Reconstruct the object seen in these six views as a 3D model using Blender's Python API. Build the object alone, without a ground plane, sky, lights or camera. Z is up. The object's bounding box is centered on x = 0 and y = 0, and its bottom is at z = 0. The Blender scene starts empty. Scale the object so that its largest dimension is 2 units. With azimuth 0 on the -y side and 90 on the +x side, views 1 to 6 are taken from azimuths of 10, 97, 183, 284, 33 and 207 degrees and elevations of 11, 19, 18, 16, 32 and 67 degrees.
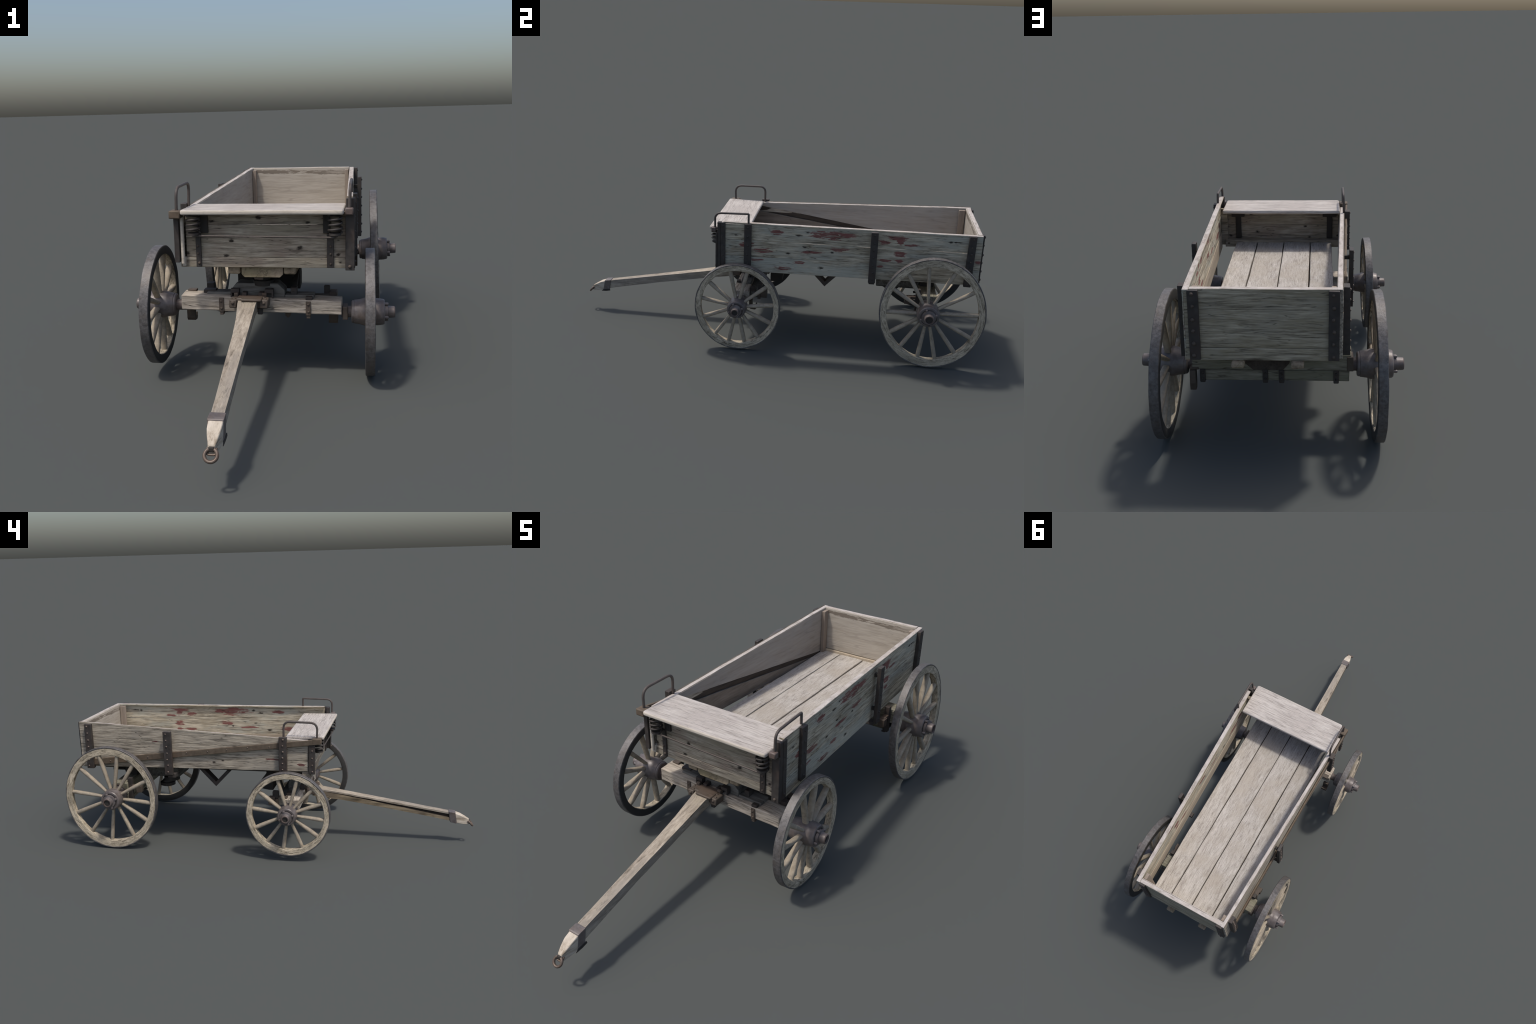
# A weathered four-wheeled farm wagon: open box bed with sprung seat board, iron straps,
# spoked wheels, axle beams, and a draw pole with an end ring.  Pole points to -y, painted side is +x.
import bpy, bmesh, math, random
from mathutils import Vector, Matrix, noise

random.seed(7)
scene = bpy.context.scene
coll = scene.collection

# ------------------------------------------------------------------ materials
class Nodes:
    """Small helper around a material node tree."""
    def __init__(self, name):
        self.mat = bpy.data.materials.new(name)
        self.mat.use_nodes = True
        self.t = self.mat.node_tree
        self.t.nodes.clear()
        self.out = self.t.nodes.new("ShaderNodeOutputMaterial")
        self.bsdf = self.t.nodes.new("ShaderNodeBsdfPrincipled")
        self.t.links.new(self.bsdf.outputs[0], self.out.inputs[0])
        self.obj = self.t.nodes.new("ShaderNodeTexCoord").outputs["Object"]

    def put(self, sock, v):
        if isinstance(v, bpy.types.NodeSocket):
            self.t.links.new(v, sock)
        elif v is not None:
            sock.default_value = v

    def math(self, op, a, b=None, c=None, clamp=False):
        n = self.t.nodes.new("ShaderNodeMath"); n.operation = op; n.use_clamp = clamp
        for s, v in zip(n.inputs, (a, b, c)):
            self.put(s, v)
        return n.outputs[0]

    def vmath(self, op, a, b=None):
        n = self.t.nodes.new("ShaderNodeVectorMath"); n.operation = op
        self.put(n.inputs[0], a)
        if b is not None:
            self.put(n.inputs[1], b)
        return n.outputs["Value"] if op in ("LENGTH", "DOT_PRODUCT") else n.outputs[0]

    def noise(self, vec, scale=1.0, detail=4.0, rough=0.55, distort=0.0):
        n = self.t.nodes.new("ShaderNodeTexNoise")
        self.put(n.inputs["Vector"], vec)
        n.inputs["Scale"].default_value = scale
        n.inputs["Detail"].default_value = detail
        n.inputs["Roughness"].default_value = rough
        n.inputs["Distortion"].default_value = distort
        return n.outputs[0]

    def ramp(self, fac, *stops):
        n = self.t.nodes.new("ShaderNodeValToRGB")
        e = n.color_ramp.elements
        while len(e) < len(stops):
            e.new(0.5)
        for el, (p, c) in zip(e, stops):
            el.position = p
            el.color = (c, c, c, 1) if not isinstance(c, tuple) else (*c, 1)
        self.put(n.inputs[0], fac)
        return n.outputs[0]

    def mix(self, fac, a, b, blend="MIX"):
        n = self.t.nodes.new("ShaderNodeMix"); n.data_type = "RGBA"; n.blend_type = blend
        self.put(n.inputs[0], fac)
        for s, v in ((n.inputs[6], a), (n.inputs[7], b)):
            if isinstance(v, tuple) and len(v) == 3:
                v = (*v, 1)
            self.put(s, v)
        return n.outputs[2]

    def bump(self, height, strength, dist):
        n = self.t.nodes.new("ShaderNodeBump")
        n.inputs["Strength"].default_value = strength
        n.inputs["Distance"].default_value = dist
        self.put(n.inputs["Height"], height)
        self.put(self.bsdf.inputs["Normal"], n.outputs[0])

    def spots(self, places, axes, wobble, wobble_amount):
        """Mask (0..1) of soft-edged ellipses; places = (a, b, half_a, half_b) in the two given axes."""
        sep = self.t.nodes.new("ShaderNodeSeparateXYZ")
        self.put(sep.inputs[0], self.obj)
        pa, pb = sep.outputs[axes[0]], sep.outputs[axes[1]]
        total = None
        for a, b, ra, rb in places:
            da = self.math("DIVIDE", self.math("SUBTRACT", pa, a), ra)
            db = self.math("DIVIDE", self.math("SUBTRACT", pb, b), rb)
            d = self.math("SQRT", self.math("ADD", self.math("MULTIPLY", da, da), self.math("MULTIPLY", db, db)))
            m = self.math("SUBTRACT", 1.0, d)
            total = m if total is None else self.math("MAXIMUM", total, m)
        w = self.math("MULTIPLY", self.math("SUBTRACT", wobble, 0.5), wobble_amount)
        return self.math("ADD", total, w)


AXIS = {"x": 0, "y": 1, "z": 2}

def wood(name, grain, light, mid, dark, along=7.0, across=95.0, streak=1.0, crack=0.55, blotch=None,
         rough=0.85, bump=0.5, paint=None, knots=None, polar=None, speckle=0.0, tint=None, wave=0.009):
    """Weathered wood.  grain: axis of the fibres, or 'polar' (fibres run round the local x axis)."""
    N = Nodes(name)
    if grain == "polar":
        sep = N.t.nodes.new("ShaderNodeSeparateXYZ"); N.put(sep.inputs[0], N.obj)
        ang = N.math("ARCTAN2", sep.outputs[2], sep.outputs[1])
        rad = N.math("SQRT", N.math("ADD", N.math("MULTIPLY", sep.outputs[1], sep.outputs[1]),
                                    N.math("MULTIPLY", sep.outputs[2], sep.outputs[2])))
        comb = N.t.nodes.new("ShaderNodeCombineXYZ")
        # cosine/sine of the angle would smear; the seam of arctan2 is broken up by the grain itself
        N.put(comb.inputs[0], N.math("MULTIPLY", ang, polar))
        N.put(comb.inputs[1], rad)
        N.put(comb.inputs[2], sep.outputs[0])
        base, g = comb.outputs[0], 0
    else:
        base, g = N.obj, AXIS[grain]
    info = N.t.nodes.new("ShaderNodeObjectInfo")
    shift = N.t.nodes.new("ShaderNodeCombineXYZ")
    for i in range(3):
        N.put(shift.inputs[i], N.math("MULTIPLY", info.outputs["Random"], (3.1, 5.7, 2.3)[i]))
    base = N.vmath("ADD", base, shift.outputs[0])
    s = [across] * 3; s[g] = along
    # gentle waviness of the fibres
    wav = N.t.nodes.new("ShaderNodeTexNoise"); N.put(wav.inputs["Vector"], base)
    wav.inputs["Scale"].default_value = 6.0; wav.inputs["Detail"].default_value = 2
    off = N.vmath("MULTIPLY", N.vmath("SUBTRACT", wav.outputs[1], (0.5, 0.5, 0.5)), (wave, wave, wave))
    vec = N.vmath("ADD", base, off)
    fib = N.vmath("MULTIPLY", vec, tuple(s))
    n1 = N.noise(fib, 1.0, 6, 0.68)
    s2 = [across * 0.28] * 3; s2[g] = along * 0.35
    n2 = N.noise(N.vmath("MULTIPLY", vec, tuple(s2)), 1.0, 3, 0.5)
    big = N.noise(base, 7.0, 3, 0.6)
    f = N.math("ADD", N.math("MULTIPLY", N.math("SUBTRACT", n1, 0.5), 1.7 * streak),
               N.math("ADD", N.math("MULTIPLY", N.math("SUBTRACT", n2, 0.5), 0.75 * streak), 0.5))
    if speckle:
        s3 = [across * 1.9] * 3; s3[g] = across * 0.75
        n3 = N.noise(N.vmath("MULTIPLY", vec, tuple(s3)), 1.0, 2, 0.6)
        f = N.math("ADD", f, N.math("MULTIPLY", N.math("SUBTRACT", n3, 0.5), speckle))
    col = N.ramp(f, (0.14, dark), (0.45, mid), (0.8, light))
    if blotch:
        col = N.mix(N.ramp(big, (0.46, 0.0), (0.68, 0.75)), col, blotch)
    if tint:
        s4 = [14.0] * 3; s4[g] = 3.0
        t = N.noise(N.vmath("MULTIPLY", vec, tuple(s4)), 1.0, 4, 0.7)
        col = N.mix(N.ramp(t, (0.47, 0.0), (0.62, 0.8)), col, tint)
    height = f
    if paint:
        places, colour, paxes = paint
        s5 = [120.0] * 3; s5[g] = 18.0
        wob = N.noise(N.vmath("MULTIPLY", N.obj, tuple(s5)), 1.0, 5, 0.7)
        m = N.spots(places, paxes, wob, 3.4)
        m = N.math("MULTIPLY", N.ramp(m, (0.02, 0.0), (0.2, 0.95)), N.ramp(n1, (0.36, 0.1), (0.47, 1.0)))
        col = N.mix(m, col, N.mix(n2, colour, tuple(c * 0.72 for c in colour)))
        height = N.math("ADD", height, N.math("MULTIPLY", m, 0.25))
    # open checks along the fibres
    s6 = [across * 0.55] * 3; s6[g] = along * 0.55
    c = N.noise(N.vmath("MULTIPLY", vec, tuple(s6)), 1.0, 2, 0.5, 0.15)
    ck = N.ramp(N.math("ABSOLUTE", N.math("SUBTRACT", c, 0.5)), (0.0, 1.0), (0.022, 0.0))
    ck = N.math("MULTIPLY", ck, N.math("MULTIPLY", N.ramp(big, (0.42, 0.15), (0.6, 1.0)), crack))
    col = N.mix(ck, col, tuple(d * 0.35 for d in dark))
    height = N.math("SUBTRACT", height, ck)
    if knots:
        places, axes = knots
        s7 = [120.0] * 3; s7[g] = 45.0
        m = N.spots(places, axes, N.noise(N.vmath("MULTIPLY", N.obj, tuple(s7)), 1.0, 4, 0.65), 2.4)
        halo = N.ramp(m, (0.02, 0.0), (0.3, 0.35), (0.62, 0.95))
        col = N.mix(halo, col, (0.028, 0.022, 0.018))
        height = N.math("SUBTRACT", height, halo)
    N.put(N.bsdf.inputs["Base Color"], col)
    N.bsdf.inputs["Roughness"].default_value = rough
    N.bsdf.inputs["Specular IOR Level"].default_value = 0.25
    N.bump(height, bump, 0.003)
    return N.mat


def iron(name, base, rust, pale, rust_amount=0.5, rough=0.6, metal=0.0, scale=40.0, bump=0.35, spec=0.4):
    N = Nodes(name)
    n = N.noise(N.obj, scale, 6, 0.65)
    n2 = N.noise(N.obj, scale * 0.35, 4, 0.6)
    n3 = N.noise(N.obj, scale * 3.5, 3, 0.6)
    col = N.mix(N.ramp(n, (0.35, 0.0), (0.7, 1.0)), base, pale)
    col = N.mix(N.math("MULTIPLY", N.ramp(n2, (0.48, 0.0), (0.64, 1.0)), rust_amount), col, rust)
    N.put(N.bsdf.inputs["Base Color"], col)
    N.bsdf.inputs["Metallic"].default_value = metal
    N.put(N.bsdf.inputs["Roughness"], N.math("ADD", N.math("MULTIPLY", N.math("SUBTRACT", n, 0.5), 0.35), rough))
    N.bsdf.inputs["Specular IOR Level"].default_value = spec
    N.bump(N.math("ADD", n, N.math("MULTIPLY", n3, 0.5)), bump, 0.0025)
    return N.mat


RED = (0.255, 0.092, 0.080)
red_patches = [  # y, z, half length, half height of the paint remains on the long side
    (0.037, 0.576, 0.030, 0.011), (0.280, 0.577, 0.085, 0.020), (0.349, 0.579, 0.060, 0.012),
    (-0.105, 0.506, 0.030, 0.014), (-0.030, 0.483, 0.060, 0.011), (0.200, 0.488, 0.050, 0.006),
    (0.324, 0.510, 0.035, 0.011), (-0.060, 0.437, 0.035, 0.007), (0.073, 0.402, 0.036, 0.009),
    (0.145, 0.435, 0.030, 0.007), (0.590, 0.582, 0.060, 0.010), (0.528, 0.558, 0.026, 0.012),
    (0.599, 0.562, 0.016, 0.014), (0.645, 0.549, 0.030, 0.007), (0.603, 0.506, 0.028, 0.013),
    (0.532, 0.473, 0.030, 0.008), (0.600, 0.473, 0.018, 0.010), (0.513, 0.440, 0.020, 0.008),
    (0.950, 0.486, 0.016, 0.009)]
side_knots = [(0.087, 0.476, 0.016, 0.008), (0.174, 0.583, 0.014, 0.007), (0.136, 0.567, 0.018, 0.006),
              (0.292, 0.494, 0.011, 0.007), (0.165, 0.512, 0.014, 0.005), (0.245, 0.415, 0.018, 0.007),
              (-0.154, 0.552, 0.012, 0.004), (0.823, 0.575, 0.012, 0.008), (0.854, 0.577, 0.026, 0.005)]
front_knots = [(-0.098, 0.471, 0.011, 0.008), (0.124, 0.448, 0.014, 0.008), (-0.008, 0.545, 0.012, 0.009),
               (-0.116, 0.422, 0.012, 0.007), (-0.245, 0.429, 0.008, 0.007), (0.247, 0.427, 0.010, 0.007),
               (0.253, 0.402, 0.008, 0.006), (0.15, 0.531, 0.010, 0.006), (-0.16, 0.534, 0.012, 0.006)]

# overall tone of each kind of wood (multiplies all its colours)
TONE = {"weathered_painted_boards": (1.38, 1.30, 1.12), "weathered_plain_boards": (1.16, 1.14, 1.12), "weathered_front_boards": (1.32, 1.28, 1.2),
        "weathered_axle_wood": (1.25, 1.22, 1.18), "weathered_tail_boards": (1.34, 1.27, 1.10), "felloe_wood": (1.5, 1.46, 1.4),
        "spoke_wood": (1.15, 1.13, 1.1), "pole_wood": (0.86, 0.86, 0.86), "pale_floor_boards": (1.06, 1.10, 1.12), "bleached_seat_board": (1.08, 1.07, 1.05)}
_wood = wood
def wood(name, grain, light, mid, dark, **kw):
    t = TONE.get(name, (1, 1, 1))
    f = lambda c: tuple(min(0.8, a * b) for a, b in zip(c, t))
    for key in ("blotch", "tint"):
        if kw.get(key): kw[key] = f(kw[key])
    return _wood(name, grain, f(light), f(mid), f(dark), **kw)

M = {}
M["painted"] = wood("weathered_painted_boards", "y", (0.47, 0.44, 0.39), (0.300, 0.275, 0.238), (0.090, 0.080, 0.067),
                    along=9, across=150, paint=(red_patches, RED, (1, 2)), knots=(side_knots, (1, 2)), streak=1.1,
                    tint=(0.305, 0.315, 0.305), blotch=(0.25, 0.222, 0.178), crack=0.85)
M["plain_side"] = wood("weathered_plain_boards", "y", (0.45, 0.40, 0.325), (0.295, 0.260, 0.208), (0.10, 0.086, 0.067),
                       along=10, across=150, crack=0.8, blotch=(0.28, 0.255, 0.215), streak=1.15,
                       paint=([(-0.047, 0.464, 0.04, 0.006), (-0.182, 0.443, 0.02, 0.006), (0.55, 0.53, 0.02, 0.004)], (0.16, 0.06, 0.055), (1, 2)),
                       knots=([(0.25, 0.437, 0.012, 0.006), (0.206, 0.446, 0.012, 0.004)], (1, 2)))
M["edge"] = wood("bleached_top_edge", "y", (0.56, 0.51, 0.475), (0.46, 0.415, 0.38), (0.26, 0.225, 0.19), along=22, across=70, streak=0.9, crack=0.4, blotch=(0.42, 0.36, 0.31))
M["edge_x"] = wood("bleached_tail_edge", "x", (0.56, 0.51, 0.475), (0.46, 0.415, 0.38), (0.26, 0.225, 0.19), along=22, across=70, streak=0.9, crack=0.4, blotch=(0.42, 0.36, 0.31))
M["inner"] = wood("pale_inner_boards", "y", (0.40, 0.365, 0.325), (0.33, 0.295, 0.255), (0.22, 0.19, 0.16), along=5, across=60,
                  streak=0.7, crack=0.2, blotch=(0.35, 0.325, 0.295), bump=0.3)
M["inner_low"] = wood("brown_inner_boards", "y", (0.27, 0.235, 0.195), (0.20, 0.17, 0.14), (0.11, 0.09, 0.072), along=6, across=70,
                  streak=0.8, crack=0.3, blotch=(0.17, 0.14, 0.115), bump=0.3)
M["dark_wood"] = wood("dark_bar_wood", "y", (0.075, 0.060, 0.048), (0.055, 0.043, 0.034), (0.03, 0.024, 0.019), along=5, across=60, crack=0.3)
M["rail"] = wood("pale_raw_rail", "y", (0.50, 0.425, 0.325), (0.41, 0.34, 0.255), (0.28, 0.22, 0.155), along=5, across=60, streak=0.7, crack=0.3)
M["floor"] = wood("pale_floor_boards", "y", (0.53, 0.48, 0.435), (0.395, 0.350, 0.310), (0.205, 0.175, 0.15), along=22, across=185,
                  streak=0.85, crack=0.2, speckle=0.6, blotch=(0.385, 0.33, 0.275), bump=0.7)
M["seat"] = wood("bleached_seat_board", "x", (0.57, 0.53, 0.495), (0.45, 0.41, 0.38), (0.22, 0.196, 0.178), along=15, across=190,
                 streak=1.0, crack=0.3, blotch=(0.445, 0.40, 0.372), bump=0.8, wave=0.005)
M["seat_edge"] = wood("worn_seat_edge", "x", (0.64, 0.58, 0.50), (0.54, 0.48, 0.405), (0.32, 0.275, 0.21), along=10, across=40,
                      streak=0.8, crack=0.2, blotch=(0.51, 0.45, 0.37), bump=0.4)
M["rear"] = wood("weathered_tail_boards", "x", (0.39, 0.36, 0.31), (0.240, 0.219, 0.183), (0.075, 0.065, 0.052), along=10, across=170,
                 crack=0.8, tint=(0.210, 0.187, 0.140), blotch=(0.255, 0.242, 0.215), wave=0.005, streak=1.1)
M["rear_in"] = wood("pale_tail_inside", "x", (0.46, 0.415, 0.355), (0.38, 0.338, 0.282), (0.25, 0.215, 0.17), along=6, across=55,
                    streak=0.7, crack=0.25, blotch=(0.40, 0.355, 0.30), paint=([(-0.1, 0.594, 0.13, 0.010), (0.12, 0.590, 0.12, 0.010)], (0.20, 0.165, 0.13), (0, 2)))
M["front"] = wood("weathered_front_boards", "x", (0.355, 0.325, 0.28), (0.228, 0.205, 0.172), (0.075, 0.065, 0.053), along=11, across=140,
                  crack=0.8, knots=(front_knots, (0, 2)), tint=(0.23, 0.205, 0.16), blotch=(0.20, 0.158, 0.135), streak=1.15)
M["axle"] = wood("weathered_axle_wood", "x", (0.46, 0.41, 0.35), (0.305, 0.268, 0.224), (0.095, 0.08, 0.064), along=11, across=120,
                 crack=0.9, blotch=(0.34, 0.305, 0.265), streak=1.15)
M["rear_axle"] = wood("mossy_axle_wood", "x", (0.33, 0.305, 0.24), (0.205, 0.186, 0.14), (0.07, 0.06, 0.045), along=9, across=90,
                      crack=0.8, tint=(0.20, 0.19, 0.13))
M["bolster"] = wood("grey_bolster_wood", "x", (0.21, 0.20, 0.18), (0.135, 0.126, 0.112), (0.055, 0.05, 0.043), along=8, across=80)
M["sill"] = wood("raw_sill_wood", "y", (0.36, 0.29, 0.205), (0.245, 0.193, 0.133), (0.105, 0.08, 0.052), along=25, across=45, crack=0.5,
                 blotch=(0.25, 0.215, 0.125))
M["post"] = wood("brown_corner_post", "z", (0.33, 0.275, 0.225), (0.26, 0.212, 0.17), (0.16, 0.128, 0.10), along=5, across=60, streak=0.7, crack=0.2)
M["tongue_low"] = wood("brown_pole_underside", "y", (0.38, 0.305, 0.205), (0.25, 0.195, 0.125), (0.085, 0.064, 0.040), along=10, across=60, crack=0.5, tint=(0.17, 0.135, 0.10))
M["rivet"] = iron("worn_rivet", (0.12, 0.09, 0.072), (0.14, 0.088, 0.062), (0.19, 0.155, 0.13), 0.5, rough=0.45, scale=120)
M["tongue"] = wood("pole_wood", "y", (0.53, 0.46, 0.375), (0.37, 0.315, 0.25), (0.165, 0.135, 0.105), along=13, across=95,
                   crack=0.35, blotch=(0.40, 0.345, 0.265), tint=(0.33, 0.29, 0.245), bump=0.6, speckle=0.45, wave=0.006)
M["tongue_tip"] = wood("worn_pole_tip", "y", (0.62, 0.55, 0.46), (0.48, 0.415, 0.335), (0.27, 0.215, 0.155), along=8, across=70, crack=0.35)
M["spoke"] = wood("spoke_wood", "z", (0.37, 0.32, 0.25), (0.285, 0.243, 0.188), (0.175, 0.147, 0.11), along=7, across=70,
                  streak=0.8, crack=0.25, blotch=(0.25, 0.222, 0.185), bump=0.4)
M["felloe"] = wood("felloe_wood", "polar", (0.46, 0.405, 0.32), (0.30, 0.262, 0.202), (0.10, 0.084, 0.062), along=45, across=190,
                   polar=0.22, crack=0.4, blotch=(0.275, 0.245, 0.19), bump=0.9, speckle=0.5, streak=1.15, wave=0.004)
M["iron"] = iron("strap_iron", (0.032, 0.028, 0.0255), (0.058, 0.037, 0.028), (0.062, 0.053, 0.047), 0.45)
M["bar"] = iron("brown_bar_iron", (0.090, 0.067, 0.046), (0.115, 0.075, 0.050), (0.145, 0.112, 0.080), 0.5, rough=0.7)
M["rod"] = iron("handle_iron", (0.066, 0.054, 0.048), (0.085, 0.062, 0.05), (0.095, 0.08, 0.072), 0.4, rough=0.55)
M["rust"] = iron("rusty_iron", (0.066, 0.051, 0.039), (0.088, 0.056, 0.039), (0.105, 0.083, 0.066), 0.5, rough=0.6)
M["dark"] = iron("dark_iron", (0.026, 0.023, 0.020), (0.042, 0.032, 0.025), (0.04, 0.035, 0.031), 0.4, rough=0.75)
M["tyre"] = iron("tyre_steel", (0.076, 0.070, 0.067), (0.09, 0.072, 0.058), (0.165, 0.155, 0.152), 0.45, rough=0.5, metal=0.2, scale=85, spec=0.5)
M["inside_rim"] = iron("blackened_rim", (0.030, 0.029, 0.028), (0.043, 0.035, 0.029), (0.048, 0.046, 0.044), 0.35, rough=0.7)
M["hub"] = iron("hub_iron", (0.098, 0.083, 0.079), (0.125, 0.088, 0.064), (0.20, 0.178, 0.174), 0.5, rough=0.45, metal=0.15, scale=30, spec=0.5)
M["nut"] = iron("hub_nut_iron", (0.090, 0.072, 0.066), (0.11, 0.070, 0.054), (0.165, 0.138, 0.128), 0.5, rough=0.5, scale=45)
M["ring"] = iron("ring_iron", (0.10, 0.079, 0.064), (0.14, 0.088, 0.06), (0.19, 0.155, 0.13), 0.4, rough=0.45, metal=0.3)

# ------------------------------------------------------------------ builders
root = bpy.data.objects.new("farm_wagon", None)
coll.objects.link(root)
root["label"] = "weathered wooden farm wagon with spoked wheels, seat board and draw pole"
root["category"] = "horse cart"


def finish(name, bm, mats, parent=None, smooth=False, bevel=0.0, segs=2, weld=True, angle=35):
    if weld:
        bmesh.ops.remove_doubles(bm, verts=bm.verts, dist=1e-6)
    bmesh.ops.recalc_face_normals(bm, faces=bm.faces)
    me = bpy.data.meshes.new(name)
    bm.to_mesh(me); bm.free()
    for m in (mats if isinstance(mats, (list, tuple)) else [mats]):
        me.materials.append(M[m])
    ob = bpy.data.objects.new(name, me)
    coll.objects.link(ob)
    ob.parent = parent or root
    if smooth:
        me.polygons.foreach_set("use_smooth", [True] * len(me.polygons))
        me.set_sharp_from_angle(angle=math.radians(angle))
    if bevel:
        b = ob.modifiers.new("bevel", "BEVEL")
        b.width = bevel; b.segments = segs; b.limit_method = "ANGLE"; b.angle_limit = math.radians(32)
        b.harden_normals = False
    return ob


def hexa(c, res=0.02, rough=0.0, seed=0.0, freq=(14, 14, 14)):
    """Subdivided six-sided block.  c[i][j][k] = corner for x, y, z low/high."""
    C = [[[Vector(c[i][j][k]) for k in (0, 1)] for j in (0, 1)] for i in (0, 1)]
    def P(u, v, w):
        def lerp(a, b, t): return a + (b - a) * t
        x0 = lerp(lerp(C[0][0][0], C[0][0][1], w), lerp(C[0][1][0], C[0][1][1], w), v)
        x1 = lerp(lerp(C[1][0][0], C[1][0][1], w), lerp(C[1][1][0], C[1][1][1], w), v)
        return lerp(x0, x1, u)
    L = [(C[1][0][0] - C[0][0][0]).length, (C[0][1][0] - C[0][0][0]).length, (C[0][0][1] - C[0][0][0]).length]
    n = [max(1, min(160, int(round(l / res)))) for l in L]
    bm = bmesh.new()
    cache = {}
    def vert(i, j, k):
        key = (i, j, k)
        if key not in cache:
            p = P(i / n[0], j / n[1], k / n[2])
            if rough:
                q = Vector((p.x * freq[0], p.y * freq[1], p.z * freq[2])) + Vector((seed, seed * 1.7, seed * 0.3))
                p = p + noise.noise_vector(q) * rough
            cache[key] = bm.verts.new(p)
        return cache[key]
    for a, b, f in ((0, 1, 2), (1, 2, 0), (2, 0, 1)):
        for side in (0, n[f]):
            for i in range(n[a]):
                for j in range(n[b]):
                    q = []
                    for da, db in ((0, 0), (1, 0), (1, 1), (0, 1)):
                        idx = [0, 0, 0]; idx[a] = i + da; idx[b] = j + db; idx[f] = side
                        q.append(vert(*idx))
                    bm.faces.new(q)
    return bm


def corners(x0, x1, y0, y1, z0, z1):
    return [[[(x, y, z) for z in (z0, z1)] for y in (y0, y1)] for x in (x0, x1)]


_seed = [0.0]
def block(name, x0, x1, y0, y1, z0, z1, mat, parent=None, bevel=0.0015, rough=0.0006, res=0.02, freq=(14, 14, 14), c=None, **kw):
    _seed[0] += 3.7
    bm = hexa(c or corners(x0, x1, y0, y1, z0, z1), res, rough, _seed[0], freq)
    if len(mat) == 2 and not isinstance(mat, str):      # second material on the top face
        bmesh.ops.recalc_face_normals(bm, faces=bm.faces)
        bm.normal_update()
        for f in bm.faces:
            if f.normal.z > 0.85: f.material_index = 1
    return finish(name, bm, mat, parent, smooth=True, bevel=bevel, weld=False, **kw)


def prism(name, outline, axis, a0, a1, mat, parent=None, bevel=0.0015, **kw):
    """Extrude a 2D outline (in the two other axes, in order) from a0 to a1 along axis."""
    bm = bmesh.new()
    def put(p, a):
        v = list(p); v.insert(AXIS[axis], a); return bm.verts.new(v)
    lo = [put(p, a0) for p in outline]; hi = [put(p, a1) for p in outline]
    bm.faces.new(lo); bm.faces.new(hi)
    for i in range(len(outline)):
        j = (i + 1) % len(outline)
        bm.faces.new((lo[i], lo[j], hi[j], hi[i]))
    return finish(name, bm, mat, parent, bevel=bevel, **kw)


def tube(name, pts, r, mat, parent=None, sides=10, closed=False, radii=None):
    pts = [Vector(p) for p in pts]
    n = len(pts); bm = bmesh.new(); rings = []; up = None
    for i, p in enumerate(pts):
        a = pts[(i - 1) % n] if (closed or i) else p
        b = pts[(i + 1) % n] if (closed or i < n - 1) else p
        t = (b - a).normalized()
        if up is None:
            up = t.orthogonal().normalized()
        up = (up - t * up.dot(t)).normalized()
        w = t.cross(up)
        rr = radii[i] if radii else r
        rings.append([bm.verts.new(p + (up * math.cos(k * math.tau / sides) + w * math.sin(k * math.tau / sides)) * rr) for k in range(sides)])
    for i in range(n if closed else n - 1):
        A, B = rings[i], rings[(i + 1) % n]
        for k in range(sides):
            bm.faces.new((A[k], A[(k + 1) % sides], B[(k + 1) % sides], B[k]))
    if not closed:
        bm.faces.new(rings[0]); bm.faces.new(rings[-1])
    return finish(name, bm, mat, parent, smooth=True, angle=50)


def lathe(bm, profile, centre, axis, sides=40, mat_of=None, ey=1.0, ez=1.0):
    """Revolve (s, r) profile about axis vector; caps the ends."""
    axis = Vector(axis).normalized(); centre = Vector(centre)
    e1 = axis.orthogonal().normalized() if abs(axis.x) < 0.9 else Vector((0, 1, 0))
    e1 = (e1 - axis * e1.dot(axis)).normalized(); e2 = axis.cross(e1)
    rings = []
    for s, r in profile:
        rings.append([bm.verts.new(centre + axis * s + (e1 * (ey * math.cos(k * math.tau / sides)) + e2 * (ez * math.sin(k * math.tau / sides))) * r) for k in range(sides)])
    faces = []
    for i in range(len(rings) - 1):
        for k in range(sides):
            f = bm.faces.new((rings[i][k], rings[i][(k + 1) % sides], rings[i + 1][(k + 1) % sides], rings[i + 1][k]))
            if mat_of: f.material_index = mat_of(i)
    bm.faces.new(rings[0]); bm.faces.new(rings[-1])


def fillet(pts, rad, steps=6):
    """Round the inner corners of a polyline."""
    pts = [Vector(p) for p in pts]; out = [pts[0]]
    rad = rad if isinstance(rad, (list, tuple)) else [rad] * (len(pts) - 2)
    for (a, b, c), r in zip(zip(pts, pts[1:], pts[2:]), rad):
        p = b + (a - b).normalized() * min(r, (a - b).length * 0.49)
        q = b + (c - b).normalized() * min(r, (c - b).length * 0.49)
        for i in range(steps + 1):
            t = i / steps
            out.append(p * (1 - t) ** 2 + b * 2 * t * (1 - t) + q * t * t)
    out.append(pts[-1])
    return out


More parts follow.
